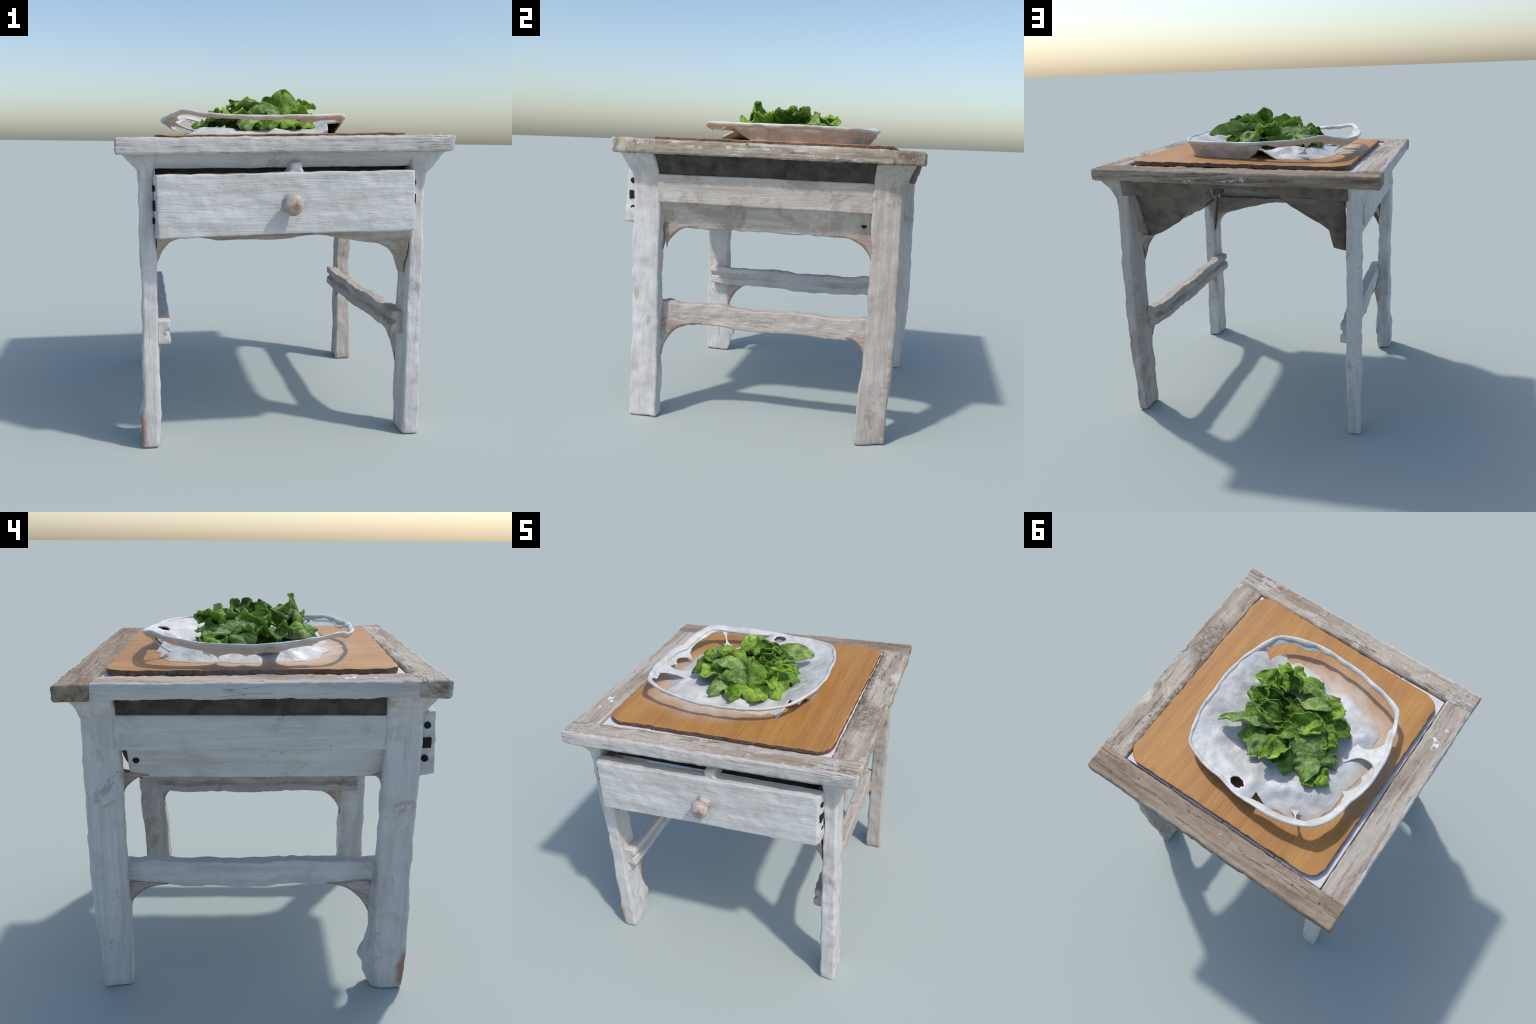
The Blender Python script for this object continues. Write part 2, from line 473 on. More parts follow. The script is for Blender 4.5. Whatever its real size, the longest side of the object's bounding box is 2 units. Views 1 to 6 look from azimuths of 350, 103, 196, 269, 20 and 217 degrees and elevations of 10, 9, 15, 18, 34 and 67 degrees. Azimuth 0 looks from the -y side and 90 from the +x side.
leg([(0.000, -0.792, -0.700, -0.758, -0.752, -0.596), (0.12, -0.797, -0.692, -0.765, -0.755, -0.594), (0.19, -0.800, -0.688, -0.765, -0.755, -0.592),
     (0.245, -0.776, -0.690, -0.765, -0.755, -0.592), (0.55, -0.784, -0.696, -0.760, -0.755, -0.590), (0.88, -0.778, -0.704, -0.757, -0.757, -0.590),
     (1.15, -0.789, -0.706, -0.757, -0.757, -0.588), (1.45, -0.790, -0.712, -0.757, -0.760, -0.580), (1.53, -0.797, -0.712, -0.768, -0.765, -0.578),
     (1.575, -0.840, -0.706, -0.790, -0.785, -0.570), (1.63, -0.885, -0.690, -0.815, -0.800, -0.560)], 101,
    bulge=[(0, 0.024), (0.035, 0.032), (0.055, 0.042), (0.11, 0.048), (0.15, 0.074), (0.19, 0.062), (0.24, 0.034), (0.33, 0.022), (0.45, 0.030), (0.55, 0.036), (0.66, 0.0)])
leg([(0.000, 0.805, 0.712, -0.778, -0.776, -0.599), (0.15, 0.804, 0.708, -0.772, -0.778, -0.594), (0.50, 0.792, 0.702, -0.765, -0.775, -0.594),
     (0.84, 0.788, 0.700, -0.762, -0.772, -0.594), (1.10, 0.784, 0.702, -0.762, -0.772, -0.594), (1.40, 0.778, 0.700, -0.752, -0.768, -0.582),
     (1.52, 0.780, 0.694, -0.758, -0.768, -0.590), (1.58, 0.820, 0.690, -0.785, -0.775, -0.595), (1.655, 0.885, 0.680, -0.815, -0.800, -0.600)], 102)
leg([(0.000, -0.770, -0.702, 0.830, 0.842, 0.692, -0.752, -0.690), (0.05, -0.774, -0.702, 0.836, 0.850, 0.688, -0.756, -0.686), (0.42, -0.782, -0.694, 0.852, 0.884, 0.684, -0.760, -0.684), (0.75, -0.783, -0.698, 0.856, 0.890, 0.688, -0.762, -0.688),
     (1.06, -0.784, -0.698, 0.856, 0.888, 0.688, -0.764, -0.690), (1.30, -0.782, -0.700, 0.854, 0.880, 0.686, -0.766, -0.692), (1.48, -0.785, -0.702, 0.852, 0.872, 0.684, -0.775, -0.694),
     (1.54, -0.825, -0.700, 0.872, 0.882, 0.684), (1.61, -0.880, -0.690, 0.908, 0.908, 0.690)], 103)
leg([(0.000, 0.780, 0.722, 0.824, 0.822, 0.652, 0.832, 0.714), (0.05, 0.784, 0.724, 0.826, 0.824, 0.648, 0.832, 0.710), (0.24, 0.790, 0.730, 0.824, 0.828, 0.652, 0.824, 0.710), (0.50, 0.796, 0.730, 0.842, 0.844, 0.668, 0.818, 0.708),
     (0.74, 0.800, 0.724, 0.844, 0.846, 0.678, 0.816, 0.704), (1.10, 0.800, 0.730, 0.842, 0.844, 0.684, 0.812, 0.704), (1.30, 0.796, 0.720, 0.840, 0.842, 0.674, 0.808, 0.698),
     (1.50, 0.792, 0.708, 0.842, 0.848, 0.676, 0.806, 0.690), (1.57, 0.825, 0.690, 0.870, 0.875, 0.682), (1.64, 0.885, 0.680, 0.905, 0.905, 0.690)], 104, tan_z)

# side rails, drawer runners and the shadow above the rails, put in as dark boards
block("side_rail", (-0.788, -0.762), (-0.600, 0.700), (1.336, 1.507), paint_y, table, 0.008, 0.02, [(0.2, 0.003), (0.03, 0.0012)], 31)
block("side_rail", (0.766, 0.792), (-0.600, 0.690), (1.354, 1.522), tan_y, table, 0.008, 0.02, [(0.2, 0.003), (0.03, 0.0012)], 32)
def runner_lean(s):
    """the runner leans out towards the rail above it"""
    def fn(w, u):
        w = w.copy()
        w[:, 0] += s * 0.078 * ((u[:, 2] + 1) / 2) ** 1.5
        return w
    return fn
block("drawer_runner", (-0.692, -0.668), (-0.600, 0.655), (1.168, 1.350), paint_y, table, 0.007, 0.02, [(0.15, 0.003), (0.04, 0.002)], 33, runner_lean(-1))
block("drawer_runner", (0.680, 0.706), (-0.600, 0.675), (1.196, 1.370), tan_y, table, 0.010, 0.02, [(0.15, 0.005), (0.05, 0.004)], 34, runner_lean(1))

def peg_hole(name, centre, axis_dir, radius, parent, depth=0.006):
    """shallow dark disc: the mouth of a drilled hole"""
    n = 22
    a = Vector(axis_dir).normalized()
    s1 = a.orthogonal().normalized(); s2 = a.cross(s1)
    v = []
    for d, r in ((-depth, radius), (depth * 0.6, radius), (depth, radius * 0.8)):
        for k in range(n):
            t = 2 * math.pi * k / n
            v.append(Vector(centre) + a * d + (s1 * math.cos(t) + s2 * math.sin(t)) * r)
    q = [[i * n + k, i * n + (k + 1) % n, (i + 1) * n + (k + 1) % n, (i + 1) * n + k] for i in range(2) for k in range(n)]
    q.append([2 * n + k for k in range(n)])
    adopt(make_object(name, v, q, hole_dark), parent)
peg_hole("peg_hole", (-0.726, 0.615, 1.268), (-1, 0, 0), 0.016, table)
peg_hole("peg_hole", (0.731, 0.630, 1.280), (1, 0, 0), 0.016, table)

# sloping infill between the rails and the underside of the top, its colour darkened for the shadow there
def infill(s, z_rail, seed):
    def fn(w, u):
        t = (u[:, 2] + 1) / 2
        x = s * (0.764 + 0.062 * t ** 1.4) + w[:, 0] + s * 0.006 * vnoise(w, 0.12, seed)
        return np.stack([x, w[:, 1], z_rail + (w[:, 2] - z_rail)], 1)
    block("infill_board", (-0.012, 0.012), (-0.60, 0.695), (z_rail - 0.02, 1.640), shadow_tinted_board, table, 0.005, 0.025, [(0.1, 0.003)], seed, fn)
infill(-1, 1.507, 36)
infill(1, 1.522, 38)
block("infill_board", (-0.70, 0.70), (-0.66, -0.63), (1.46, 1.63), shadow_tinted_board, table, 0.005, 0.03, [(0.1, 0.004)], 37)  # dark panel modelled to give the slot above the drawer its shadow

def span_board(name, xs, z_low, z_high, y_at, thick, mat, seed, amps, step=0.02):
    """upright board across the table whose lower edge follows a profile; y_at(x, height 0..1) places its outer face"""
    X = np.array([p[0] for p in z_low]); ZL = np.array([p[1] for p in z_low])
    XH = np.array([p[0] for p in z_high]); ZH = np.array([p[1] for p in z_high])
    def fn(w, u):
        x = w[:, 0]
        t = (u[:, 2] + 1) / 2
        z = np.interp(x, X, ZL) * (1 - t) + np.interp(x, XH, ZH) * t
        y = y_at(x, t) + w[:, 1]
        return np.stack([x, y, z], 1)
    return block(name, (X[0], X[-1]), (0, thick), (0, 0.2), mat, table, 0.008, step, amps, seed, fn)

# front: sloping apron under the top, and a shaped rail below the drawer
span_board("front_apron", None, [(-0.72, 1.536), (0.70, 1.560)], [(-0.72, 1.618), (0.70, 1.650)],
           lambda x, t: -0.742 - 0.055 * t, 0.05, paint_x, 41, [(0.1, 0.003), (0.03, 0.0015)])
span_board("front_rail", None, [(-0.700, 1.03), (-0.675, 1.09), (-0.63, 1.145), (-0.57, 1.170), (-0.50, 1.172), (-0.37, 1.160), (-0.20, 1.168), (-0.06, 1.170), (0.10, 1.186), (0.18, 1.192),
                                (0.40, 1.150), (0.57, 1.115), (0.635, 1.085), (0.67, 1.03), (0.695, 0.94)],
           [(-0.70, 1.20), (0.695, 1.225)], lambda x, t: -0.805 + 0.16 * (1 - t) * smooth(0.15, 0.7, np.abs(x)) * 0.6, 0.10, rail_mat, 42, [(0.09, 0.006), (0.03, 0.002)])
# back: a narrow rail under the top edge, and two torn panels that sag from it: the right-hand one hangs just behind the
# rail, the left-hand one runs deep under the table towards the drawer
span_board("back_rail", None, [(-0.715, 1.520), (-0.45, 1.530), (-0.20, 1.562), (-0.05, 1.585), (0.12, 1.585), (0.30, 1.560), (0.50, 1.538), (0.715, 1.530)],
           [(-0.715, 1.612), (0.715, 1.632)], lambda x, t: 0.868 + 0.022 * t, 0.030, apron_mat, 43, [(0.14, 0.004), (0.04, 0.0015)])

def torn_panel(top, bottom, bend, seed):
    """thin sheet stretched between two 3D lines; bend > 1 keeps it steep at first and then lets it run away inwards"""
    n, m_ = 60, 26
    def line(pts, f):
        p = np.array(pts)
        d = np.concatenate([[0], np.cumsum(np.linalg.norm(np.diff(p, axis=0), axis=1))])
        return [np.interp(f * d[-1], d, p[:, k]) for k in range(3)]
    v, quads = [], []
    for i in range(n + 1):
        f = i / n
        a, b = line(top, f), line(bottom, f)
        for j in range(m_ + 1):
            t = j / m_
            ty = t ** bend
            v.append((a[0] + (b[0] - a[0]) * t, a[1] + (b[1] - a[1]) * ty, a[2] + (b[2] - a[2]) * t))
    for i in range(n):
        for j in range(m_):
            k = i * (m_ + 1) + j
            quads.append([k, k + 1, k + m_ + 2, k + m_ + 1])
    v = rough(np.array(v), quads, [(0.16, 0.008), (0.06, 0.003)], seed)
    ob = make_object("torn_panel", v, quads, apron_mat)
    so = ob.modifiers.new("thickness", "SOLIDIFY")
    so.thickness, so.offset = 0.012, 0
    adopt(ob, table)
torn_panel([(0.68, 0.80, 1.56), (0.55, 0.87, 1.56), (0.35, 0.88, 1.57), (0.10, 0.88, 1.60)],
           [(0.68, 0.63, 1.215), (0.64, 0.635, 1.222), (0.58, 0.64, 1.245), (0.42, 0.70, 1.335), (0.31, 0.78, 1.44), (0.17, 0.83, 1.57), (0.09, 0.86, 1.585)], 1.0, 44)
torn_panel([(-0.68, 0.80, 1.54), (-0.55, 0.87, 1.55), (-0.42, 0.88, 1.555), (-0.30, 0.88, 1.56)],
           [(-0.655, 0.60, 1.15), (-0.645, 0.62, 1.155), (-0.578, 0.62, 1.172), (-0.553, 0.63, 1.285), (-0.455, 0.70, 1.373), (-0.37, 0.79, 1.46), (-0.305, 0.84, 1.53)], 1.0, 45)
# scrap of lining deep inside, behind the drawer
torn_panel([(-0.07, -0.32, 1.60), (0.08, -0.33, 1.60), (0.235, -0.36, 1.60)],
           [(-0.07, -0.32, 1.270), (-0.010, -0.32, 1.283), (0.055, -0.33, 1.294), (0.145, -0.34, 1.334), (0.235, -0.36, 1.372)], 1.0, 46)

# stretchers lap the inner faces of the legs; a groove runs along the inner side
def stretcher(s, x0, x1, y0, y1, z0, z1, seed):
    def fn(w, u):
        w = w.copy()
        inner = smooth(0.3, 0.9, -u[:, 0] * s)
        groove = np.exp(-((u[:, 2] - 0.05) / 0.20) ** 4) * (0.25 + 0.75 * smooth(0.12, 0.3, np.abs(w[:, 1] + 0.02)))
        w[:, 0] += s * 0.027 * inner * groove
        w[:, 2] += 0.010 * vnoise(w * [0, 1, 0], 0.11, seed) - 0.010 * np.cos(w[:, 1] * 2.2) + 0.007
        return w
    return block("stretcher", (x0, x1), (y0, y1), (z0, z1), tan_y if s > 0 else paint_y, table, 0.010, (0.008, 0.014, 0.008), [(0.10, 0.004), (0.04, 0.004), (0.015, 0.0012)], seed, fn)
stretcher(-1, -0.704, -0.632, -0.712, 0.745, 0.570, 0.708, 51)
stretcher(1, 0.638, 0.712, -0.710, 0.715, 0.594, 0.724, 52)

# hollow-cut brackets where runners and stretchers meet the legs
def bracket(s, corner, dy, dz, x0, x1, seed, mat=None):
    """quarter-round web filling the corner (y, z); dy runs along the rail, dz down the leg"""
    n, m_ = 14, 5
    verts, quads = [], []
    def pt(i, j, x):
        a = i / n * math.pi / 2
        cy, cz = 1 - math.sin(a), 1 - math.cos(a)      # hollow curve from (1,0) to (0,1)
        k = j / m_
        return (x, corner[0] + dy * cy * k - (1 - k) * 0.02 * math.copysign(1, dy), corner[1] - dz * cz * k + (1 - k) * 0.02)
    for x in (x0, x1):
        for i in range(n + 1):
            for j in range(m_ + 1):
                slim = (i / n) ** 0.8 * 0.75          # thins towards the leg, on the side that faces inwards
                inner, outer = (x0, x1) if s > 0 else (x1, x0)
                verts.append(pt(i, j, inner + (outer - inner) * slim if x == inner else x))
    w = m_ + 1
    off = (n + 1) * w
    for i in range(n):
        for j in range(m_):
            a = i * w + j
            q = [a, a + w, a + w + 1, a + 1]
            quads += [q, [k + off for k in q[::-1]]]
        e = i * w + m_
        quads.append([e, e + w, e + w + off, e + off])
    for i0 in (0, n):
        for j in range(m_):
            a = i0 * w + j
            quads.append([a, a + 1, a + 1 + off, a + off])
    v = np.array(verts)
    v += np.stack([vnoise(v, 0.05, seed + k) * 0.004 for k in range(3)], 1)
    ob = make_object("corner_bracket", v, quads, mat or bracket_mat)
    adopt(ob, table)
    return ob
bracket(-1, (0.690, 1.180), -0.13, 0.12, -0.705, -0.655, 61)
bracket(-1, (-0.595, 1.180), 0.05, 0.07, -0.705, -0.655, 62)
bracket(1, (-0.57, 1.21), 0.20, 0.14, 0.668, 0.715, 63)
bracket(1, (0.680, 1.21), -0.22, 0.16, 0.668, 0.715, 64)
bracket(-1, (0.685, 0.585), -0.20, 0.15, -0.715, -0.660, 65)
bracket(-1, (-0.580, 0.585), 0.24, 0.26, -0.715, -0.650, 66)
bracket(1, (-0.595, 0.610), 0.26, 0.22, 0.655, 0.725, 67)
bracket(1, (0.668, 0.610), -0.11, 0.11, 0.665, 0.725, 68)

# ------------------------------------------------------------------ the drawer
drawer = make_empty("drawer")
adopt(drawer, table)
def lean(w, u):
    w = w.copy()
    k = (w[:, 0] + 0.70) / 1.4
    t = (u[:, 2] + 1) / 2
    w[:, 2] += 0.032 * k
    w[:, 1] += -0.018 * t * -1 - 0.018
    w[:, 0] += 0.012 * (1 - t) * (1 - k)
    w[:, 0] += 0.014 * np.sign(u[:, 0]) * np.abs(u[:, 0]) ** 4 * smooth(-0.9, 0.3, u[:, 1])
    return w
front = block("drawer_front", (-0.706, 0.690), (-0.838, -0.752), (1.184, 1.509), paint_drawer, drawer, 0.010, 0.016,
      [(0.3, 0.004), (0.09, 0.0035), (0.035, 0.0025), (0.015, 0.0008)], 71, lean)
for s in (-1, 1):
    lift = 0.032 if s > 0 else 0.0
    block("drawer_side", tuple(sorted((s * 0.70 - 0.003, s * 0.655))), (-0.765, -0.61), (1.225 + lift, 1.487 + lift), wood_inner, drawer, 0.006, 0.03, [(0.1, 0.002)], 72)
    xf = -0.706 if s < 0 else 0.690
    for zz in (1.440, 1.272):
        peg_hole("dowel_hole", (xf + s * 0.010, -0.796, zz + lift), (s, 0, 0), 0.017, drawer)
    block("dovetail_slot", (xf - 0.014, xf + 0.004) if s < 0 else (xf - 0.004, xf + 0.014), (-0.822, -0.765), (1.325 + lift, 1.378 + lift), hole_dark, drawer, 0.006, 0.02, [(0.05, 0.001)], 74)

# turned knob: profile of radius along the axis that sticks out of the drawer front
KNOB = [(0.0, 0.046), (0.010, 0.045), (0.020, 0.034), (0.030, 0.030), (0.040, 0.040), (0.055, 0.049), (0.072, 0.052), (0.088, 0.046), (0.098, 0.032), (0.103, 0.015), (0.104, 0.001)]
def knob_mesh():
    n = 36
    prof = []
    for k in range(len(KNOB) - 1):
        for t in (0, 0.5):
            prof.append((KNOB[k][0] + (KNOB[k + 1][0] - KNOB[k][0]) * t, KNOB[k][1] + (KNOB[k + 1][1] - KNOB[k][1]) * t))
    prof.append(KNOB[-1])
    v, q = [], []
    for d, r in prof:
        for k in range(n):
            a = 2 * math.pi * k / n
            v.append((0.0 + r * math.cos(a), -0.842 - d, 1.368 + 1.12 * r * math.sin(a) - 0.06 * d))
    for i in range(len(prof) - 1):
        for k in range(n):
            q.append([i * n + k, i * n + (k + 1) % n, (i + 1) * n + (k + 1) % n, (i + 1) * n + k])
    v = np.array(v)
    v = rough(v, q, [(0.04, 0.004), (0.015, 0.0015)], 81)
    q.append(list(range((len(prof) - 1) * n, len(prof) * n)))
    ob = make_object("knob", v, q, paint_knob)
    adopt(ob, drawer)
knob_mesh()
# lump of old paint bridging the drawer and the apron
def pinch(w, u):
    w = w.copy()
    k = 1 + 0.9 * np.clip(u[:, 2] * -1, -0.2, 1) ** 2
    w[:, 0] = 0.034 + (w[:, 0] - 0.034) * k
    return w
block("paint_lump", (0.002, 0.066), (-0.815, -0.70), (1.515, 1.580), paint_x, table, 0.018, 0.012, [(0.03, 0.006)], 82, pinch)

# ------------------------------------------------------------------ serving board
board = None
def board_mesh():
    corners = [(0.708, -0.690), (-0.703, -0.655), (-0.690, 0.757), (0.717, 0.765)]
    h = np.array([0.70, 0.70, 0.0135])
    p, q = rounded_lattice(h, 0.006, (0.02, 0.02, 0.01))
    u = p / h
    # round the corners in plan
    r = 0.10
    xy = u[:, :2] * 0.70
    inner = np.clip(xy, -(0.70 - r), 0.70 - r)
    d = xy - inner
    cheb = np.max(np.abs(d), axis=1)
    eu = np.linalg.norm(d, axis=1)
    eu[eu == 0] = 1
    both = (np.abs(d[:, 0]) > 1e-9) & (np.abs(d[:, 1]) > 1e-9)
    xy = np.where(both[:, None], inner + d * (cheb / eu)[:, None], xy)
    a = (xy[:, 0] / 0.70 + 1) / 2
    b = (xy[:, 1] / 0.70 + 1) / 2
    c = np.array(corners)
    xy2 = (c[1][None] * (1 - a)[:, None] + c[0][None] * a[:, None]) * (1 - b)[:, None] + (c[2][None] * (1 - a)[:, None] + c[3][None] * a[:, None]) * b[:, None]
    lift = 0.0145 + 0.006 * (xy2[:, 1] < -0.6)
    z = top_z(xy2[:, 0], xy2[:, 1]) + p[:, 2] + 0.0145 + 0.004 * smooth(-0.7, 0.7, xy2[:, 0])
    v = np.stack([xy2[:, 0], xy2[:, 1], z], 1)
    # nibbled rim
    edge = smooth(0.66, 0.70, np.max(np.abs(u[:, :2]) * 0.70, axis=1))
    v[:, 2] += edge * 0.0035 * vnoise(v, 0.045, 5) + 0.002 * vnoise(v, 0.3, 6)
    v[:, :2] += (edge * 0.004 * vnoise(v, 0.03, 7))[:, None] * np.sign(v[:, :2])
    ob = make_object("serving_board", v, q, board_mat)
    ob["label"] = "square bamboo serving board with rounded corners"
    ob["category"] = "serving board"
    return ob
board = board_mesh()
def board_z(x, y):
    return top_z(x, y) + 0.028 + 0.004 * smooth(-0.7, 0.7, x)

# ------------------------------------------------------------------ plate
PC = np.array([-0.07, 0.06])
RIM = [(0.375, -0.426, 1.850), (0.186, -0.502, 1.838), (-0.060, -0.506, 1.831), (-0.301, -0.468, 1.831), (-0.538, -0.380, 1.860), (-0.610, -0.189, 1.832), (-0.645, 0.018, 1.814),
       (-0.606, 0.280, 1.815), (-0.567, 0.462, 1.838), (-0.508, 0.543, 1.862), (-0.366, 0.599, 1.840), (-0.148, 0.616, 1.830), (0.113, 0.583, 1.829), (0.309, 0.550, 1.830), (0.413, 0.504, 1.832),
       (0.464, 0.379, 1.837), (0.494, 0.138, 1.840), (0.497, -0.073, 1.843), (0.454, -0.263, 1.846)]
_rim = sorted((math.atan2(y - PC[1], x - PC[0]), math.hypot(x - PC[0], y - PC[1]), z) for x, y, z in RIM)
def rim_at(th):
    """radius and height of the rim at an angle (periodic, softened)"""
    A = np.array([r[0] for r in _rim]); Rr = np.array([r[1] for r in _rim]); Z = np.array([r[2] for r in _rim])
    A3 = np.concatenate([A - 2 * math.pi, A, A + 2 * math.pi])
    R3, Z3 = np.tile(Rr, 3), np.tile(Z, 3)
    th = (np.asarray(th) + math.pi) % (2 * math.pi) - math.pi
    rr = zz = 0
    for o, w in ((-0.03, 0.25), (-0.015, 0.25), (0.015, 0.25), (0.03, 0.25)):
        rr = rr + w * np.interp(th + o, A3, R3)
        zz = zz + w * np.interp(th + o, A3, Z3)
    return rr * 1.006, zz

def sector(th, lo, hi, soft):
    """1 between the angles lo..hi (degrees, hi > lo, may pass 180)"""
    d = np.degrees(np.asarray(th))
    mid, half = (lo + hi) / 2, (hi - lo) / 2
    off = np.abs((d - mid + 180) % 360 - 180)
    return 1 - smooth(half - soft, half + soft, off)

plate = make_empty("dinner_plate", (-0.07, 0.06, 1.71))
plate["label"] = "broken white square ceramic plate with ragged holes"
plate["category"] = "plate"

def rim_ring():
    """the rolled rim, unbroken all the way round"""
    n, m_ = 260, 12
    th = np.linspace(-math.pi, math.pi, n, endpoint=False)
    rr, zz = rim_at(th)
    seedp = np.stack([np.cos(th), np.sin(th), th * 0], 1)
    wid = 0.0155 + 0.004 * vnoise(seedp, 0.12, 3) + 0.008 * sector(th, 95, 185, 12)
    hei = 0.0125 + 0.003 * vnoise(seedp, 0.1, 4)
    v, q = [], []
    for i in range(n):
        for k in range(m_):
            a = 2 * math.pi * k / m_
            dr, dz = wid[i] * math.cos(a), hei[i] * math.sin(a)
            # band leans outwards: inner side hangs lower
            r = rr[i] - wid[i] + dr
            z = zz[i] - hei[i] + dz + 0.45 * dr
            v.append((PC[0] + r * math.cos(th[i]), PC[1] + r * math.sin(th[i]), z))
    for i in range(n):
        for k in range(m_):
            a, b = i * m_, ((i + 1) % n) * m_
            q.append([a + k, b + k, b + (k + 1) % m_, a + (k + 1) % m_])
    v = rough(np.array(v), q, [(0.06, 0.0025), (0.02, 0.001)], 91)
    ob = make_object("rim", v, q, plate_mat)
    adopt(ob, plate)
rim_ring()

GAP_LO, GAP_HI = 97, 318        # degrees: the broken side of the plate
def floor_height(x, y, th, t):
    """bowl surface above the board"""
    rr, zr = rim_at(th)
    P = np.stack([x, y, x * 0], 1)
    base = board_z(x, y)
    lump = 0.005 * vnoise(P, 0.13, 21) + 0.003 * vnoise(P, 0.06, 22)
    flat = base + 0.019 + lump
    whole = flat + (zr - 0.016 - flat) * smooth(0.46, 1.02, t) ** 1.05 * 1.01
    w = sector(th, GAP_LO, GAP_HI, 13)
    edge_t = 0.56 + 0.09 * vnoise(np.stack([np.cos(th) * 0.5, np.sin(th) * 0.5, th * 0], 1), 0.16, 23)
    humps = 0.022 * np.maximum(0, vnoise(P, 0.14, 24)) + 0.006 * vnoise(P, 0.05, 25)
    # a heap by the back left corner
    heap = 0.040 * np.exp(-(((x + 0.29) / 0.15) ** 2 + ((y - 0.39) / 0.095) ** 2)) * (1 + 0.45 * vnoise(P, 0.07, 26))
    broken = flat + humps * smooth(0.3, 0.5, t)
    drop = smooth(edge_t, edge_t + 0.30, t)
    broken = broken * (1 - drop) + (base - 0.012) * drop + heap
    return whole * (1 - w) + broken * w, w

def bowl():
    n, m_ = 420, 110
    th = np.linspace(-math.pi, math.pi, n, endpoint=False)
    t = np.linspace(0.02, 0.975, m_)
    TH, T = np.meshgrid(th, t, indexing="ij")
    TH, T = TH.ravel(), T.ravel()
    rr, zr = rim_at(TH)
    x = PC[0] + T * rr * np.cos(TH)
    y = PC[1] + T * rr * np.sin(TH)
    z, w = floor_height(x, y, TH, T)
    P3 = np.stack([x, y, x * 0], 1)
    z = z + (0.006 * vnoise(P3, 0.10, 41) + 0.0045 * vnoise(P3, 0.05, 42)) * smooth(0.25, 0.5, T) * smooth(1.0, 0.85, T) * (1 - 0.85 * w)
    P = np.stack([x, y, x * 0], 1)
    jag = 0.035 * vnoise(P, 0.045, 31) + 0.02 * vnoise(P, 0.018, 32)
    deg = np.degrees(TH) % 360
    keep = np.ones(len(x), bool)
    # open ring between floor and rim on the broken side
    keep &= ~((w > 0.3) & ((z < board_z(x, y) - 0.008) | (T > 0.90 - 0.1 * (1 - w))))
    # round hole near the back
    keep &= ((x - 0.020) / 0.042) ** 2 + ((y - 0.545) / 0.030) ** 2 > 1 + jag * 6
    v = np.stack([x, y, z], 1)
    quads = []
    K = keep.reshape(n, m_)
    for i in range(n):
        i2 = (i + 1) % n
        for j in range(m_ - 1):
            if K[i, j] and K[i2, j] and K[i, j + 1] and K[i2, j + 1]:
                quads.append([i * m_ + j, i * m_ + j + 1, i2 * m_ + j + 1, i2 * m_ + j])
    c = len(v)
    v = np.vstack([v, [[PC[0], PC[1], board_z(PC[0], PC[1]) + 0.028]]])
    tris = [[c, i * m_, ((i + 1) % n) * m_] for i in range(n)]
    ob = make_object("bowl", v, [q[::-1] for q in quads] + [t_[::-1] for t_ in tris], plate_mat)
    ob.data.materials[0] = sauce_mat
    so = ob.modifiers.new("thickness", "SOLIDIFY")
    so.thickness, so.offset = 0.009, -1
    so2 = None
    adopt(ob, plate)
bowl()

def torn_wall(lo, hi, tin, depth, scallops, seed):
    """strip of bowl wall still hanging from the rim; its torn edge runs in scallops that meet in short points"""
    n, m_ = int((hi - lo) * 4), 14
    v, quads = [], []
    for i in range(n + 1):
        f = i / n
        d = lo + (hi - lo) * f
        th = math.radians(d)
        rr, zr = [float(k[0]) for k in rim_at(np.array([th]))]
        nz = float(vnoise(np.array([[d * 0.1, 0, 0]]), 0.9, seed)[0])
        cusp = 1 - abs(math.sin(math.pi * (scallops * f + 0.25 * nz))) ** 0.45
        e = smooth(0, 0.12, f) * smooth(0, 0.12, 1 - f)
        ti = 0.955 - float(e) * (0.955 - tin + depth * cusp * (0.7 + 0.5 * nz) + 0.015 * nz)
        for j in range(m_ + 1):
            t = ti + (0.975 - ti) * j / m_
            x, y = PC[0] + t * rr * math.cos(th), PC[1] + t * rr * math.sin(th)
            z = zr - 0.016 - (0.975 - t) * 0.40
            v.append((x, y, max(z, float(board_z(x, y)) + 0.012)))
    for i in range(n):
        for j in range(m_):
            a = i * (m_ + 1) + j
            quads.append([a, a + 1, a + m_ + 2, a + m_ + 1])
    v = rough(np.array(v), quads, [(0.05, 0.002)], seed)
    ob = make_object("wall_fragment", v, quads, plate_mat)
    so = ob.modifiers.new("thickness", "SOLIDIFY")
    so.thickness, so.offset = 0.007, 0
    adopt(ob, plate)

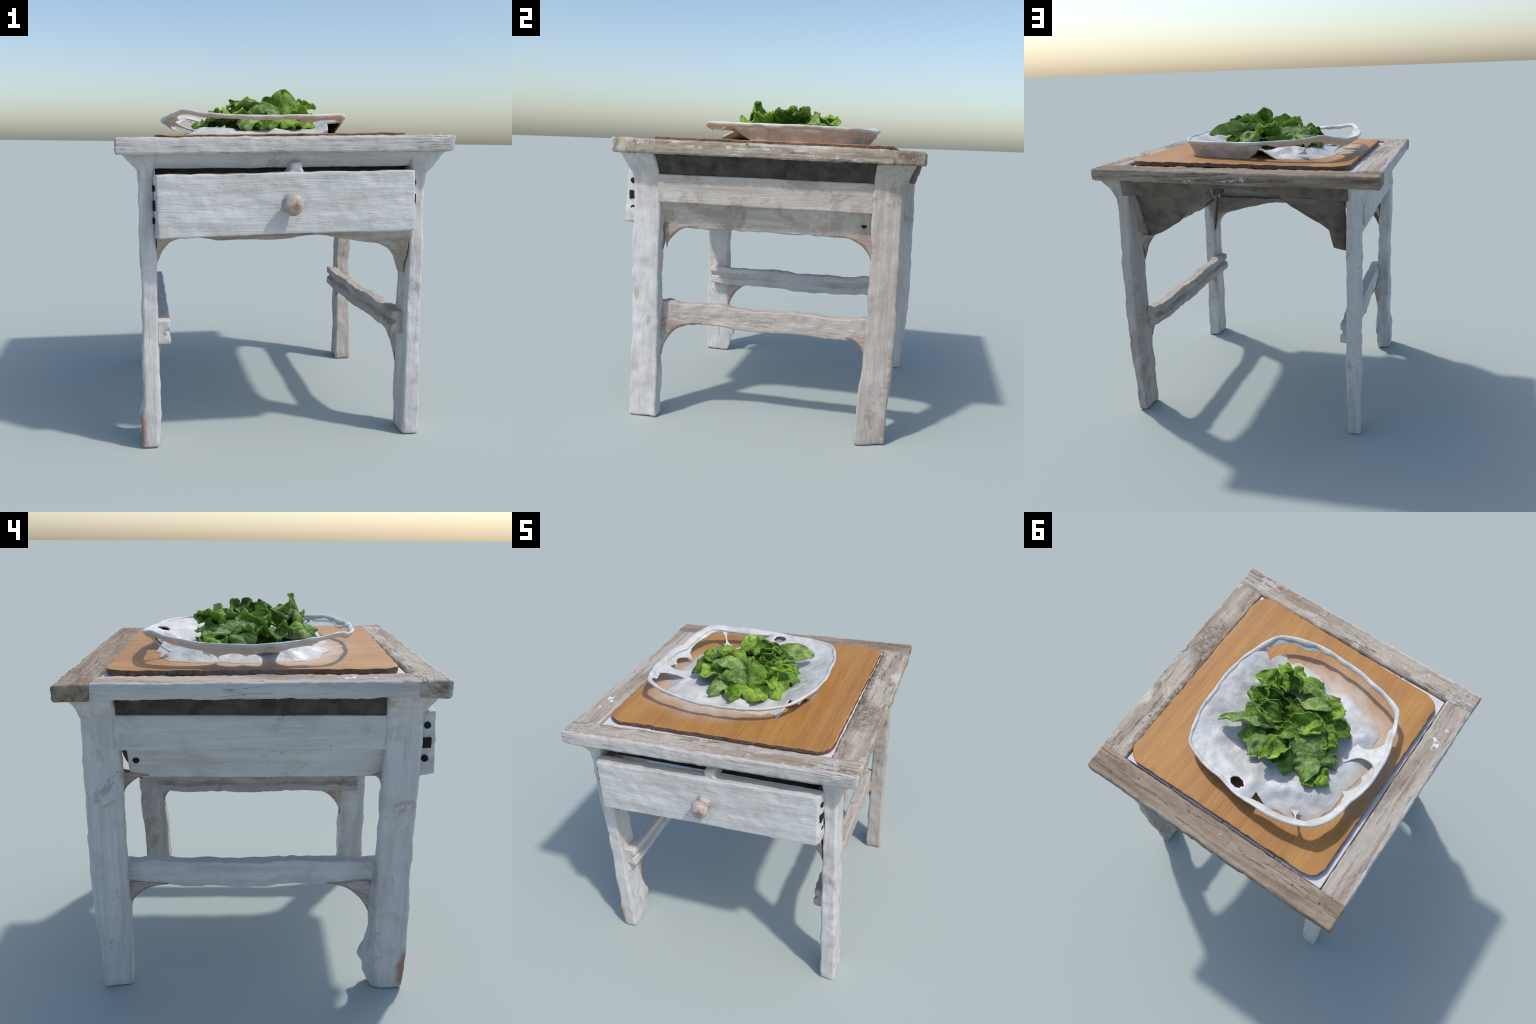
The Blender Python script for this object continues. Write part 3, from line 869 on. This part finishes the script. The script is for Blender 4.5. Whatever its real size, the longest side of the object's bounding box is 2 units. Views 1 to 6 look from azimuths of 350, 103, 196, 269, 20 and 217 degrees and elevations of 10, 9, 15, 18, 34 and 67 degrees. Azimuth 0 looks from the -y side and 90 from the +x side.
def strand(centre, waist, foot_w, rim_w, t0, seed, z_foot=0.030):
    """bridge of glaze from the floor of the plate to its rim: wide at both ends, narrow at the waist (widths in degrees)"""
    n, m_ = 40, 14
    v, quads = [], []
    for i in range(n + 1):
        f = i / n
        t = t0 + (0.972 - t0) * f
        half = waist + (foot_w - waist) * max(0, 1 - f / 0.5) ** 2.2 + (rim_w - waist) * max(0, (f - 0.45) / 0.55) ** 2.4
        for j in range(m_ + 1):
            d = centre + half * (2 * j / m_ - 1)
            th = math.radians(d)
            rr, zr = [float(k[0]) for k in rim_at(np.array([th]))]
            x, y = PC[0] + t * rr * math.cos(th), PC[1] + t * rr * math.sin(th)
            zb = float(board_z(x, y)) + z_foot
            v.append((x, y, zb + (zr - 0.016 - zb) * f ** 1.3))
    for i in range(n):
        for j in range(m_):
            a = i * (m_ + 1) + j
            quads.append([a, a + m_ + 1, a + m_ + 2, a + 1])
    v = rough(np.array(v), quads, [(0.06, 0.003)], seed)
    ob = make_object("wall_fragment", v, quads, plate_mat)
    so = ob.modifiers.new("thickness", "SOLIDIFY")
    so.thickness, so.offset = 0.007, 0
    adopt(ob, plate)
torn_wall(100, 162, 0.925, 0.010, 3, 201)
torn_wall(150, 204, 0.885, 0.075, 4, 205)
torn_wall(196, 214, 0.915, 0.0, 1, 207)
strand(194.5, 4.2, 24, 13, 0.56, 209, 0.022)
strand(124, 0.4, 3.5, 4, 0.80, 211, 0.030)
torn_wall(288, 322, 0.925, 0.015, 2, 213)

def foot():
    """underside of the whole half: flares in from the rim and stands on the board"""
    prof = [(0.968, 0.0, 1.0), (0.957, 0.0, 0.82), (0.938, 0.0, 0.62), (0.915, 0.0, 0.42), (0.898, 0.0, 0.22), (0.89, 0.0, 0.08), (0.892, 0.0, -0.03)]
    n, m_ = 240, 18
    lo, hi = -33, 97
    v, quads, keep = [], [], []
    T = [p[0] for p in prof]; Hh = [p[2] for p in prof]
    s = np.linspace(0, len(prof) - 1, m_ + 1)
    tt = np.interp(s, range(len(prof)), T); hh = np.interp(s, range(len(prof)), Hh)
    for i in range(n + 1):
        d = lo + (hi - lo) * i / n
        th = math.radians(d)
        rr, zr = [float(k[0]) for k in rim_at(np.array([th]))]
        grow = 0.030 * math.exp(-((d - 45) / 22) ** 2) - 0.06 * math.exp(-((d + 45) / 16) ** 2)
        for j in range(m_ + 1):
            k = 1 - hh[j]
            t = tt[j] + grow * min(1, k * 1.3)
            x, y = PC[0] + t * rr * math.cos(th), PC[1] + t * rr * math.sin(th)
            b = float(board_z(x, y))
            v.append((x, y, b + (zr - 0.020 - b) * hh[j]))
            hole = False
            end = max(0.0, 1 - (d - lo) / 14, 1 - (hi - d) / 14)
            hole = hole or hh[j] < 1.05 * end ** 1.4 + 0.08 * end * float(vnoise(np.array([[d * 0.1, 0, 0]]), 0.3, 96)[0])
            keep.append(not hole)
    for i in range(n):
        for j in range(m_):
            a = i * (m_ + 1) + j
            q = [a, a + m_ + 1, a + m_ + 2, a + 1]
            if all(keep[k] for k in q):
                quads.append(q)
    v = np.array(v)
    v = rough(v, quads, [(0.09, 0.006), (0.03, 0.002)], 95)
    ob = make_object("foot", v, quads, foot_mat)
    so = ob.modifiers.new("thickness", "SOLIDIFY")
    so.thickness, so.offset = 0.008, 0
    adopt(ob, plate)
foot()

# ------------------------------------------------------------------ lettuce
lettuce = make_empty("lettuce", (0.0, 0.03, 1.73))
lettuce["label"] = "heap of loose ruffled green lettuce leaves"
lettuce["category"] = "lettuce"
LEAF_MATS = [leafy("leaf_green", "36531a", "5d8429", "98b850", 1.0), leafy("leaf_bright", "456a1b", "74a02f", "b3cc5e", 4.0),
             leafy("leaf_grey", "445f2a", "6f8f46", "a6bd76", 8.0), leafy("leaf_deep", "233a0f", "44671d", "6d9134", 12.0)]

def leaf(base, tip, rise, width, cup, ruffle, mat, seed, roll=0.0):
    """a lettuce leaf from its base to its tip: the midrib arches up by `rise`, `cup` bends the sides (negative: down),
    `ruffle` waves the margin and `roll` (degrees) tips the blade over sideways"""
    rng = random.Random(seed)
    n, m_ = 30, 24
    ruffle *= 1.35
    cup *= 1.6 if cup > 0 else 1.15
    width *= 0.95 if cup > 0 else 0.88
    f1, f2, p1, p2 = rng.uniform(1.0, 1.7), rng.uniform(2.6, 4.2), rng.uniform(0, 6.28), rng.uniform(0, 6.28)
    a, c = Vector(base), Vector(tip)
    length = (c - a).length
    b = (a + c) / 2 + Vector((0, 0, rise * 2))
    flat_dir = Vector((c.x - a.x, c.y - a.y, 0))
    flat_dir = flat_dir.normalized() if flat_dir.length > 0.02 else Vector((math.cos(p1), math.sin(p1), 0))
    side0 = Vector((-flat_dir.y, flat_dir.x, 0))
    v, quads = [], []
    for i in range(n + 1):
        s = i / n
        p0 = a * (1 - s) ** 2 + b * (2 * s * (1 - s)) + c * s * s
        d = ((b - a) * (1 - s) + (c - b) * s).normalized()
        nor0 = d.cross(side0).normalized()
        cr, sr = math.cos(math.radians(roll)), math.sin(math.radians(roll))
        side, nor = side0 * cr + nor0 * sr, nor0 * cr - side0 * sr
        w = width * 0.5 * max(0.0, math.sin(math.pi * (0.14 + 0.86 * s) ** 1.15)) ** 0.55
        w = max(w, 0.006) * (1 + 0.07 * math.sin(f2 * 2.2 * s + p2))
        for j in range(m_ + 1):
            t = -1 + 2 * j / m_
            lat, hgt = (w * math.sin(cup * t) / cup, w * (1 - math.cos(cup * t)) / cup) if abs(cup) > 0.05 else (w * t, 0)
            wave = ruffle * abs(t) ** 1.6 * (math.sin(f1 * 6.28 * s + p1 + (1.7 if t > 0 else 0)) + 0.45 * math.sin(f2 * 6.28 * s + p2 + t))
            wave += ruffle * 0.7 * s * s * math.sin(2.6 * t + p1) - 0.006 * math.exp(-(t / 0.10) ** 2) * (1 - s)
            v.append(p0 + side * lat + nor * (hgt + wave))
    for i in range(n):
        for j in range(m_):
            k = i * (m_ + 1) + j
            quads.append([k, k + 1, k + m_ + 2, k + m_ + 1])
    v = np.array([tuple(p) for p in v])
    v = rough(v, quads, [(0.085, 0.016), (0.042, 0.011), (0.02, 0.0035)], seed)
    if tip[2] < 1.99:
        v[:, 2] = np.where(v[:, 2] > 1.80, 1.80 + (v[:, 2] - 1.80) * 0.88, v[:, 2])
    else:
        v[:, 2] = np.minimum(v[:, 2], 1.999)
    v[:, 2] = np.maximum(v[:, 2], board_z(v[:, 0], v[:, 1]) + 0.026 + 0.003 * vnoise(v, 0.03, seed))
    ob = make_object("leaf", v, quads, LEAF_MATS[mat])
    so = ob.modifiers.new("thickness", "SOLIDIFY")
    so.thickness, so.offset = 0.007, 0
    adopt(ob, lettuce)
    return ob

LEAVES = [
    # base, tip, rise, width, cup, ruffle, material, roll
    ((-0.02, 0.12, 1.86), (0.345, 0.275, 1.855), 0.020, 0.165, 0.5, 0.010, 2, 40),     # long leaf reaching back right
    ((-0.03, 0.13, 1.82), (0.215, 0.095, 1.920), 0.055, 0.17, 1.1, 0.014, 0, 15),
    ((0.04, 0.06, 1.83), (0.15, 0.11, 1.970), 0.020, 0.17, 0.8, 0.012, 0, 0),          # middle peak
    ((0.07, 0.00, 1.84), (0.27, 0.02, 1.925), 0.030, 0.18, 0.9, 0.014, 3, -20),
    ((0.12, -0.02, 1.82), (0.21, -0.02, 1.950), 0.010, 0.15, 0.7, 0.016, 0, 0),
    ((0.12, -0.09, 1.82), (0.315, -0.08, 1.915), 0.020, 0.17, 0.8, 0.018, 1, 10),
    ((0.10, -0.14, 1.82), (0.25, -0.24, 1.850), 0.030, 0.17, 0.6, 0.018, 1, 0),
    ((0.055, -0.240, 1.78), (0.086, -0.165, 1.998), 0.000, 0.23, -0.7, 0.012, 0, 0),      # tall pointed leaf
    ((0.11, -0.22, 1.83), (-0.13, -0.20, 1.850), 0.070, 0.16, -0.8, 0.014, 2, -25),     # folded ridge in front of it
    ((0.01, -0.10, 1.85), (-0.20, -0.13, 1.895), 0.030, 0.18, 0.8, 0.014, 2, -15),
    ((-0.15, -0.10, 1.79), (-0.27, -0.20, 1.850), 0.025, 0.17, 0.6, 0.014, 1, 0),
    ((-0.18, -0.08, 1.83), (-0.30, -0.04, 1.815), 0.025, 0.17, -0.6, 0.014, 0, 0),
    ((-0.14, 0.02, 1.79), (-0.222, -0.010, 1.955), -0.01, 0.22, 0.7, 0.006, 1, 0),      # round upright leaf
    ((-0.05, 0.06, 1.83), (-0.235, -0.02, 1.895), 0.040, 0.19, 1.0, 0.012, 1, 20),
    ((-0.09, 0.06, 1.86), (-0.31, 0.16, 1.810), 0.055, 0.27, -0.6, 0.012, 2, 0),        # broad pale leaf draped left
    ((-0.23, 0.05, 1.79), (-0.355, 0.03, 1.850), 0.010, 0.18, 0.8, 0.012, 1, 0),
    ((-0.22, 0.14, 1.85), (-0.30, 0.31, 1.790), 0.030, 0.19, -0.6, 0.014, 2, 0),
    ((-0.29, 0.22, 1.80), (-0.435, 0.245, 1.770), 0.020, 0.15, -0.4, 0.016, 1, 0),
    ((-0.31, 0.22, 1.78), (-0.32, 0.335, 1.790), 0.010, 0.14, 0.6, 0.016, 1, 0),
    ((-0.11, 0.20, 1.85), (-0.01, 0.350, 1.850), 0.030, 0.19, 0.8, 0.010, 1, 15),
    ((-0.10, 0.24, 1.80), (-0.07, 0.340, 1.910), 0.010, 0.16, 0.6, 0.012, 3, 0),
    ((0.04, 0.20, 1.86), (0.07, 0.365, 1.800), 0.030, 0.19, -0.6, 0.012, 2, 0),
    ((0.06, 0.18, 1.85), (0.20, 0.285, 1.800), 0.035, 0.18, -0.6, 0.014, 0, 0),
    ((0.00, 0.16, 1.85), (-0.11, 0.11, 1.870), 0.025, 0.15, 0.8, 0.014, 0, 0),
    ((0.00, -0.16, 1.85), (-0.03, -0.31, 1.755), 0.035, 0.20, -0.7, 0.014, 1, 0),       # low front leaves
    ((-0.11, -0.15, 1.84), (-0.17, -0.28, 1.755), 0.030, 0.19, -0.7, 0.014, 2, 0),
    ((0.12, -0.18, 1.83), (0.13, -0.325, 1.765), 0.030, 0.20, -0.6, 0.018, 1, 0),
    ((0.20, -0.12, 1.83), (0.28, -0.22, 1.760), 0.030, 0.19, -0.6, 0.018, 1, 0),
    ((-0.28, 0.10, 1.83), (-0.40, 0.12, 1.750), 0.030, 0.20, -0.6, 0.014, 2, 0),
    ((-0.24, -0.05, 1.81), (-0.365, -0.09, 1.790), 0.015, 0.19, 0.9, 0.010, 3, 0),
    ((0.16, 0.10, 1.84), (0.30, 0.13, 1.765), 0.030, 0.20, -0.6, 0.014, 0, 0),
    ((0.17, -0.03, 1.85), (0.315, 0.00, 1.775), 0.030, 0.20, -0.6, 0.014, 0, 0),
    ((-0.12, 0.22, 1.84), (-0.17, 0.34, 1.770), 0.025, 0.18, -0.6, 0.014, 0, 0),
]
for k, (b, tp, ri, W, cup, ruf, mat, roll) in enumerate(LEAVES):
    leaf(b, tp, ri, W, cup, ruf, mat, 300 + k, roll)

def heart():
    """crumpled mass of leaves underneath"""
    n, m_ = 90, 26
    th = np.linspace(-math.pi, math.pi, n, endpoint=False)
    foot_r = [(-180, 0.30), (-150, 0.27), (-120, 0.26), (-90, 0.26), (-60, 0.27), (-30, 0.28), (0, 0.25), (30, 0.26), (60, 0.27), (90, 0.25), (120, 0.30), (150, 0.36), (180, 0.30)]
    A = np.radians([a for a, _ in foot_r]); Rr = [r for _, r in foot_r]
    v, quads = [], []
    for a in th:
        R = np.interp(a, A, Rr)
        for j in range(m_):
            t = j / (m_ - 1)
            x, y = -0.03 + R * t * math.cos(a), 0.03 + R * t * math.sin(a)
            v.append((x, y, float(board_z(x, y)) + 0.008 + 0.060 * (1 - t ** 2.6)))
    for i in range(n):
        for j in range(m_ - 1):
            quads.append([i * m_ + j, i * m_ + j + 1, ((i + 1) % n) * m_ + j + 1, ((i + 1) % n) * m_ + j])
    v = rough(np.array(v), quads, [(0.11, 0.030), (0.05, 0.018), (0.025, 0.006)], 401)
    ob = make_object("leaf_heart", v, quads, LEAF_MATS[3])
    ob["kind"] = "stuff"
    adopt(ob, lettuce)
heart()
bpy.context.view_layer.update()
